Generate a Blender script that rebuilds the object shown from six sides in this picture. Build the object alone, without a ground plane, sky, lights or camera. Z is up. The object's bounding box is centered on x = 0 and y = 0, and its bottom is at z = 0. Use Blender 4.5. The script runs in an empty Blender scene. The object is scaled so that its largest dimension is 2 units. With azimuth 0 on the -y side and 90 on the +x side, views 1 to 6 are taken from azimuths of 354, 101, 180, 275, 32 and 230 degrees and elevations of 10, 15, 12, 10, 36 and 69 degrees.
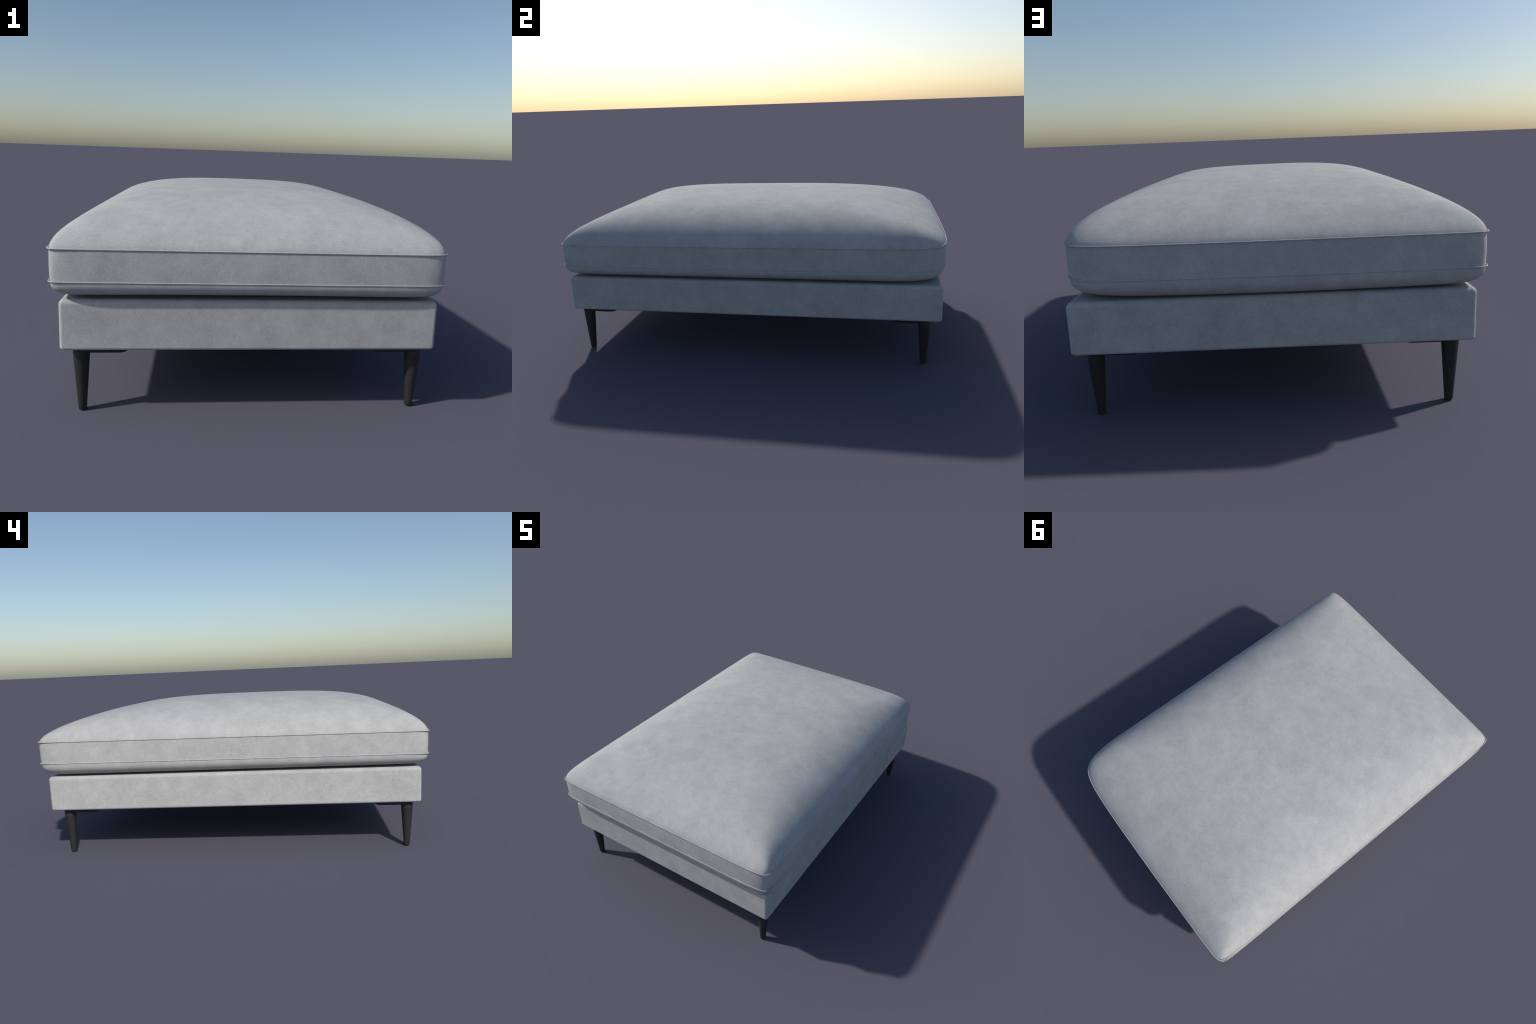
"""Upholstered ottoman: puffed box cushion with two rows of piping, a padded
rectangular base frame and four tapered dark legs on mounting plates."""
import bpy, bmesh, math
import numpy as np
from mathutils import Vector

# ------------------------------------------------------------------ sizes (m)
HALF_X, HALF_Y = 0.7015, 1.000      # outer reach of the piping
PIPE_R, LOW_PIPE_R = 0.0027, 0.0021
WALL_INSET = 0.0034                 # fabric wall sits this far inside the piping
# Each corner of the plan is hyperbolic, (gap_x + ex) * (gap_y + ey) = c, the gaps
# being measured from the straight sides; given as (reach in x, reach in y, c).
CORNERS = {(-1, -1): (0.15, 0.15, 2.1e-4), (1, -1): (0.25, 0.25, 5.6e-4),
           (-1, 1): (0.20, 0.20, 2.9e-4), (1, 1): (0.887, 0.266, 5.05e-3)}
PIPE_TOP_Z, PIPE_LOW_Z = 0.606, 0.4945
TILT_X, TILT_Y = -0.0012, 0.0033    # the cushion lies very slightly askew
DOME_H = 0.1818                     # height of the crown above the top piping
DOME = dict(left=3.10, right=3.85, front=4.00, back=3.20, q_left=0.645, q_right=0.715,
            q_front=0.69, q_back=0.735, blend=4.3, sx=-0.019, sy=-0.023)
BOTTOM_Z, BOTTOM_TILT = 0.4272, -0.0065    # underside, lower towards the back
FRAME = dict(x0=-0.668, x1=0.6728, y0=-0.9608, y1=0.9592, z0=0.2412, z1=0.4234)
LEGS = [(-0.6055, -0.899), (0.6155, -0.899), (0.6145, 0.8825), (-0.605, 0.8828)]


def bottom_z(x, y):
    """Underside: hangs a little lower in the middle of the back edge than of the front."""
    return BOTTOM_Z + BOTTOM_TILT * y * (1 - (x / HALF_X) ** 2)


def seam_z(base, x, y):
    return base + TILT_X * x + TILT_Y * y


# ------------------------------------------------------------- plan outline
def corner(sx, sy, inset, soft=True):
    """(ex, ey, c) of one corner; the fabric wall is a little rounder than the piping."""
    rx, ry, c = CORNERS[(sx, sy)]
    r = math.sqrt(c)
    c = (r + 0.02 * inset / r) ** 2 if soft else (r - 0.293 * inset) ** 2
    return c / ry, c / rx, c


def limit_x(y, side, inset=0.0):
    """Half width of the plan at depth y on the given side (+1 / -1)."""
    y = np.asarray(y, float)
    out = np.full(y.shape, HALF_X - inset)
    for sy in (-1, 1):
        ex, ey, c = corner(side, sy, inset)
        gap = np.maximum(HALF_Y - inset - y * sy, 0)
        out = out - np.maximum(c / (gap + ey) - ex, 0)
    return out


def limit_y(x, side, inset=0.0):
    x = np.asarray(x, float)
    out = np.full(x.shape, HALF_Y - inset)
    for sx in (-1, 1):
        ex, ey, c = corner(sx, side, inset)
        gap = np.maximum(HALF_X - inset - x * sx, 0)
        out = out - np.maximum(c / (gap + ex) - ey, 0)
    return out


def outline(inset=0.0, per_corner=70, per_edge=16, soft=True):
    """Closed plan curve, anticlockwise from above."""
    X, Y = HALF_X - inset, HALF_Y - inset
    order = [(1, -1), (1, 1), (-1, 1), (-1, -1)]
    corner_pts = []
    for sx, sy in order:
        ex, ey, c = corner(sx, sy, inset, soft)
        u = np.exp(np.linspace(math.log(c / ey), math.log(ex), per_corner))
        pts = np.stack([sx * (X - (u - ex)), sy * (Y - (c / u - ey))], -1)
        if sx * sy > 0:
            pts = pts[::-1]
        corner_pts.append(pts)
    loop = []
    for k in range(4):
        loop.append(corner_pts[k])
        a, b = corner_pts[k][-1], corner_pts[(k + 1) % 4][0]
        t = np.linspace(0, 1, per_edge + 2)[1:-1, None]
        loop.append(a + (b - a) * t)
    return np.concatenate(loop)


# ------------------------------------------------------------------ helpers
def mesh_object(name, verts, faces, material, parent=None, smooth=True):
    me = bpy.data.meshes.new(name)
    me.from_pydata([tuple(v) for v in verts], [], faces)
    me.validate()
    me.update()
    if smooth:
        me.polygons.foreach_set("use_smooth", [True] * len(me.polygons))
    me.materials.append(material)
    ob = bpy.data.objects.new(name, me)
    bpy.context.scene.collection.objects.link(ob)
    if parent:
        ob.parent = parent
    return ob


def ring_faces(n, rows, offset=0):
    f = []
    for r in range(rows - 1):
        for i in range(n):
            j = (i + 1) % n
            f.append((offset + r * n + i, offset + r * n + j,
                      offset + (r + 1) * n + j, offset + (r + 1) * n + i))
    return f


# ---------------------------------------------------------------- materials
def nodes_of(name):
    m = bpy.data.materials.new(name)
    m.use_nodes = True
    nt = m.node_tree
    return m, nt, nt.nodes["Principled BSDF"]


def fabric_material(name, seed):
    m, nt, bsdf = nodes_of(name)
    N, L = nt.nodes, nt.links
    tc = N.new("ShaderNodeTexCoord")

    def noise(scale3, scale, detail, rough, w=0.0):
        mp = N.new("ShaderNodeMapping")
        mp.inputs["Scale"].default_value = scale3
        mp.inputs["Location"].default_value = (seed * 1.7 + w, seed * 0.9, seed * 2.3)
        L.new(tc.outputs["Object"], mp.inputs["Vector"])
        t = N.new("ShaderNodeTexNoise")
        t.inputs["Scale"].default_value = scale
        t.inputs["Detail"].default_value = detail
        t.inputs["Roughness"].default_value = rough
        L.new(mp.outputs["Vector"], t.inputs["Vector"])
        return t.outputs["Fac"]

    def math_node(op, a, b):
        n = N.new("ShaderNodeMath")
        n.operation = op
        for i, s in enumerate((a, b)):
            if isinstance(s, (int, float)):
                n.inputs[i].default_value = s
            else:
                L.new(s, n.inputs[i])
        return n.outputs[0]

    # clouded nap: soft blotches at hand size, finer brushing inside them
    blotch = noise((1, 1, 1), 9.0, 4.0, 0.66)
    brush = noise((1, 1, 1), 24.0, 5.0, 0.70, 3.1)
    # woven threads: noise drawn out along each axis in turn
    tx = noise((90, 620, 620), 1.0, 1.0, 0.5)
    ty = noise((620, 90, 620), 1.0, 1.0, 0.5, 5.0)
    tz = noise((620, 620, 90), 1.0, 1.0, 0.5, 9.0)
    thread = math_node("ADD", math_node("ADD", tx, ty), tz)
    thread = math_node("MULTIPLY", math_node("SUBTRACT", thread, 1.5), 1.0)
    grain = noise((1, 1, 1), 420.0, 2.0, 0.6, 2.0)

    v = math_node("MULTIPLY", math_node("SUBTRACT", blotch, 0.5), 0.58)
    v = math_node("ADD", v, math_node("MULTIPLY", math_node("SUBTRACT", brush, 0.5), 0.42))
    v = math_node("ADD", v, math_node("MULTIPLY", thread, 0.44))
    v = math_node("ADD", v, math_node("MULTIPLY", math_node("SUBTRACT", grain, 0.5), 0.48))
    v = math_node("ADD", v, 0.5)
    ramp = N.new("ShaderNodeValToRGB")
    e = ramp.color_ramp.elements
    e[0].position, e[0].color = 0.2, (0.326, 0.326, 0.325, 1)
    e[1].position, e[1].color = 0.8, (0.514, 0.513, 0.510, 1)
    L.new(v, ramp.inputs["Fac"])
    L.new(ramp.outputs["Color"], bsdf.inputs["Base Color"])
    bsdf.inputs["Roughness"].default_value = 0.92
    bsdf.inputs["Specular IOR Level"].default_value = 0.15
    bump = N.new("ShaderNodeBump")
    bump.inputs["Strength"].default_value = 0.22
    bump.inputs["Distance"].default_value = 0.0012
    h = math_node("ADD", thread, math_node("MULTIPLY", grain, 0.6))
    L.new(h, bump.inputs["Height"])
    L.new(bump.outputs["Normal"], bsdf.inputs["Normal"])
    return m


def leg_material():
    m, nt, bsdf = nodes_of("black_lacquer")
    N, L = nt.nodes, nt.links
    tc = N.new("ShaderNodeTexCoord")
    t = N.new("ShaderNodeTexNoise")
    t.inputs["Scale"].default_value = 60
    t.inputs["Detail"].default_value = 3
    L.new(tc.outputs["Object"], t.inputs["Vector"])
    r = N.new("ShaderNodeValToRGB")
    r.color_ramp.elements[0].color = (0.023, 0.023, 0.0225, 1)
    r.color_ramp.elements[1].color = (0.029, 0.029, 0.0285, 1)
    L.new(t.outputs["Fac"], r.inputs["Fac"])
    L.new(r.outputs["Color"], bsdf.inputs["Base Color"])
    bsdf.inputs["Roughness"].default_value = 0.55
    bsdf.inputs["Specular IOR Level"].default_value = 0.3
    return m


fabric = fabric_material("grey_woven_fabric", 1.0)
black = leg_material()

# ------------------------------------------------------------------- ottoman
root = bpy.data.objects.new("ottoman", None)
bpy.context.scene.collection.objects.link(root)
root["label"] = "light grey fabric ottoman with puffy piped cushion and black legs"
root["category"] = "ottoman"

# ---- cushion: boxing band (parent), crown, underside, two pipings
band_loop = outline(WALL_INSET)
n = len(band_loop)
rows = []
for t in np.linspace(0, 1, 9):
    zt, zb = PIPE_TOP_Z, PIPE_LOW_Z
    swell = 0.0008 * 4 * t * (1 - t)
    loop = outline(WALL_INSET - swell)
    z = seam_z(zb + (zt - zb) * t, loop[:, 0], loop[:, 1])
    rows.append(np.column_stack([loop, z]))
cushion = mesh_object("cushion", np.concatenate(rows), ring_faces(n, len(rows)), fabric, root)


def crown_height(x, y):
    i = WALL_INSET
    ax = np.clip(np.abs(x) / np.where(x < 0, limit_x(y, -1, i), limit_x(y, 1, i)), 0, 1)
    ay = np.clip(np.abs(y) / np.where(y < 0, limit_y(x, -1, i), limit_y(x, 1, i)), 0, 1)
    D = DOME
    fx = (1 - ax ** np.where(x < 0, D["left"], D["right"])) ** np.where(x < 0, D["q_left"], D["q_right"]) + 1e-5
    fy = (1 - ay ** np.where(y < 0, D["front"], D["back"])) ** np.where(y < 0, D["q_front"], D["q_back"]) + 1e-5
    k = D["blend"]
    g = (fx ** -k + fy ** -k - 1) ** (-1 / k)
    h = DOME_H * g * (1 + D["sx"] * x / HALF_X + D["sy"] * y / HALF_Y)
    h = h + 0.0032 * np.exp(-(x / 0.27) ** 2 - (y / 0.34) ** 2)      # crown peak
    return h


def crown():
    """Square grid squeezed radially into the plan outline."""
    NX, NY = 150, 200
    ease = lambda m: np.sin(np.linspace(-1, 1, m + 1) * math.pi / 2 * 0.97) / math.sin(math.pi / 2 * 0.97)
    a, b = np.meshgrid(ease(NX), ease(NY))
    s = np.maximum(np.abs(a), np.abs(b))
    # point where the ray through (a, b) leaves the plan, by bisection
    X, Y = HALF_X, HALF_Y
    dx, dy = a * X / np.maximum(s, 1e-9), b * Y / np.maximum(s, 1e-9)
    lo, hi = np.full(a.shape, 0.5), np.ones(a.shape)
    for _ in range(40):
        mid = (lo + hi) / 2
        x, y = dx * mid, dy * mid
        lim = np.where(x < 0, limit_x(y, -1, WALL_INSET), limit_x(y, 1, WALL_INSET))
        inside = (np.abs(x) <= lim) & (np.abs(y) <= HALF_Y - WALL_INSET)
        lo, hi = np.where(inside, mid, lo), np.where(inside, hi, mid)
    x, y = dx * lo * s, dy * lo * s
    z = seam_z(PIPE_TOP_Z, x, y) + crown_height(x, y)
    verts = np.stack([x, y, z], -1).reshape(-1, 3)
    w = NX + 1
    faces = [(j * w + i, j * w + i + 1, (j + 1) * w + i + 1, (j + 1) * w + i)
             for j in range(NY) for i in range(NX)]
    return mesh_object("top_panel", verts, faces, fabric, cushion)


top_panel = crown()

# underside: quarter-round roll from the lower piping to the flat bottom
rows = []
ROLL_X, ROLL_N = 0.14, 2.7
for a in np.linspace(0, math.pi / 2, 22):
    u, v = math.cos(a) ** (2 / ROLL_N), math.sin(a) ** (2 / ROLL_N)
    t = 1 - u                                       # 0 at the seam, 1 on the flat
    loop = outline(WALL_INSET)
    sc = np.array([1 - ROLL_X * t / HALF_X, 1 - ROLL_X * t / HALF_Y])
    loop = loop * sc
    top = seam_z(PIPE_LOW_Z, loop[:, 0], loop[:, 1])
    z = top + (bottom_z(loop[:, 0], loop[:, 1]) - top) * v
    rows.append(np.column_stack([loop, z]))
for t in np.linspace(0, 1, 7)[1:]:                  # belly that settles onto the frame
    loop = outline(WALL_INSET) * (sc - 0.18 * t)
    z = bottom_z(loop[:, 0], loop[:, 1])
    z = z + (0.4215 - z) * t * t * (3 - 2 * t)
    rows.append(np.column_stack([loop, z]))
verts = np.concatenate(rows)
faces = [tuple(reversed(f)) for f in ring_faces(n, len(rows))]
faces.append(tuple(reversed(range((len(rows) - 1) * n, len(rows) * n))))
underside = mesh_object("underside_panel", verts, faces, fabric, cushion)


def piping(z_base, radius, inset=0.0):
    loop = outline(radius + inset, soft=False)
    keep = [0]
    for k in range(1, len(loop)):                   # drop crowded points
        if np.linalg.norm(loop[k] - loop[keep[-1]]) > 0.0025:
            keep.append(k)
    loop = loop[keep]
    m = len(loop)
    P = np.column_stack([loop, seam_z(z_base, loop[:, 0], loop[:, 1])])
    tan = np.roll(P, -1, 0) - np.roll(P, 1, 0)
    tan /= np.linalg.norm(tan, axis=1)[:, None]
    out = np.cross(tan, [0, 0, 1.0])
    K = 12
    rings = []
    for q in range(K):
        a = 2 * math.pi * q / K
        rings.append(P + radius * (math.cos(a) * out + math.sin(a) * np.array([0, 0, 1.0])))
    verts = np.concatenate(rings)
    faces = []
    for q in range(K):
        r = (q + 1) % K
        for i in range(m):
            j = (i + 1) % m
            faces.append((q * m + i, q * m + j, r * m + j, r * m + i))
    return mesh_object("piping", verts, faces, fabric, cushion)


piping(PIPE_TOP_Z, PIPE_R)
piping(PIPE_LOW_Z, LOW_PIPE_R, 0.0007)

# ---- base frame: padded box with rounded edges
def rounded_box(name, F, top_r, bottom_r, corner_r, material, parent):
    cx, cy = (F["x0"] + F["x1"]) / 2, (F["y0"] + F["y1"]) / 2
    hx, hy = (F["x1"] - F["x0"]) / 2, (F["y1"] - F["y0"]) / 2

    def loop(inset, z):
        r = max(corner_r - inset * 0.35, 0.004)
        pts = []
        for k, (sx, sy) in enumerate([(1, -1), (1, 1), (-1, 1), (-1, -1)]):
            a0 = -math.pi / 2 + k * math.pi / 2
            for a in np.linspace(a0, a0 + math.pi / 2, 9):
                pts.append((cx + sx * (hx - inset - r) + r * math.cos(a),
                            cy + sy * (hy - inset - r) + r * math.sin(a), z))
        return pts
    prof = []
    for a in np.linspace(0, math.pi / 2, 7):
        prof.append((bottom_r * (1 - math.sin(a)), F["z0"] + bottom_r * (1 - math.cos(a))))
    for a in np.linspace(0, math.pi / 2, 9):
        prof.append((top_r * (1 - math.cos(a)), F["z1"] - top_r * (1 - math.sin(a))))
    verts = []
    for inset, z in prof:
        verts += loop(inset, z)
    m = 36
    faces = ring_faces(m, len(prof))
    faces.append(tuple(reversed(range(m))))
    faces.append(tuple(range((len(prof) - 1) * m, len(prof) * m)))
    ob = mesh_object(name, verts, faces, material, parent)
    for p in ob.data.polygons:
        if len(p.vertices) > 4:
            p.use_smooth = False
    return ob


frame = rounded_box("base_frame", FRAME, 0.019, 0.012, 0.014, fabric, root)
wn = frame.modifiers.new("weighted", "WEIGHTED_NORMAL")
wn.keep_sharp = True

# ---- legs: turned tapered pegs on rounded corner plates
def lathe(profile, segs=40):
    verts, faces = [], []
    for r, z in profile:
        for i in range(segs):
            a = 2 * math.pi * i / segs
            verts.append((r * math.cos(a), r * math.sin(a), z))
    faces = ring_faces(segs, len(profile))
    faces.append(tuple(reversed(range(segs))))
    faces.append(tuple(range((len(profile) - 1) * segs, len(profile) * segs)))
    return verts, faces


LEG_TOP, LEG_FOOT = 0.0315, 0.0147
LEG_PROFILE = [(0.0118, 0.0), (0.0136, 0.0007), (0.0146, 0.0022), (0.0150, 0.0045)] + [
    (LEG_FOOT + (LEG_TOP - LEG_FOOT) * z / 0.243, z) for z in (0.03, 0.08, 0.14, 0.20, 0.243)]


def plate_mesh():
    """Rounded triangular mounting plate; its right angle sits at the leg, arms along +x, +y."""
    r_o, arm, tip = 0.0325, 0.168, 0.026
    pts = []
    for cx, cy, r, a0, a1 in [(0, 0, r_o, math.pi, 1.5 * math.pi),
                              (arm - tip, tip - r_o, tip, -math.pi / 2, math.pi / 4),
                              (tip - r_o, arm - tip, tip, math.pi / 4, math.pi)]:
        for a in np.linspace(a0, a1, 10):
            pts.append((cx + r * math.cos(a), cy + r * math.sin(a)))
    pts = np.array(pts)
    c = np.array([0.045, 0.045])
    m = len(pts)
    rows = []
    for k, z in [(0.86, 0.2215), (0.91, 0.2220), (0.95, 0.2240), (0.98, 0.2290), (1.0, 0.2360), (1.0, 0.2430)]:
        rows.append(np.column_stack([c + (pts - c) * k, np.full(m, z)]))
    faces = ring_faces(m, len(rows))
    faces.append(tuple(reversed(range(m))))
    faces.append(tuple(range((len(rows) - 1) * m, len(rows) * m)))
    return np.concatenate(rows), faces


lv, lf = lathe(LEG_PROFILE)
pv, pf = plate_mesh()
first_leg = first_plate = None
for lx, ly in LEGS:
    if first_leg is None:
        leg = first_leg = mesh_object("leg", lv, lf, black, root)
        plate = first_plate = mesh_object("mounting_plate", pv, pf, black, leg)
        for ob in (leg, plate):
            ob.data.shade_smooth() if hasattr(ob.data, "shade_smooth") else None
            for p in ob.data.polygons:
                if len(p.vertices) > 4:
                    p.use_smooth = False
    else:
        leg = first_leg.copy()
        plate = first_plate.copy()
        bpy.context.scene.collection.objects.link(leg)
        bpy.context.scene.collection.objects.link(plate)
        leg.parent = root
        plate.parent = leg
    leg.location = (lx, ly, 0)
    # turn the plate so that its arms run inwards along both rails
    turn = {(-1, -1): 0, (1, -1): 90, (1, 1): 180, (-1, 1): 270}
    plate.rotation_euler = (0, 0, math.radians(turn[(int(math.copysign(1, lx)), int(math.copysign(1, ly)))]))
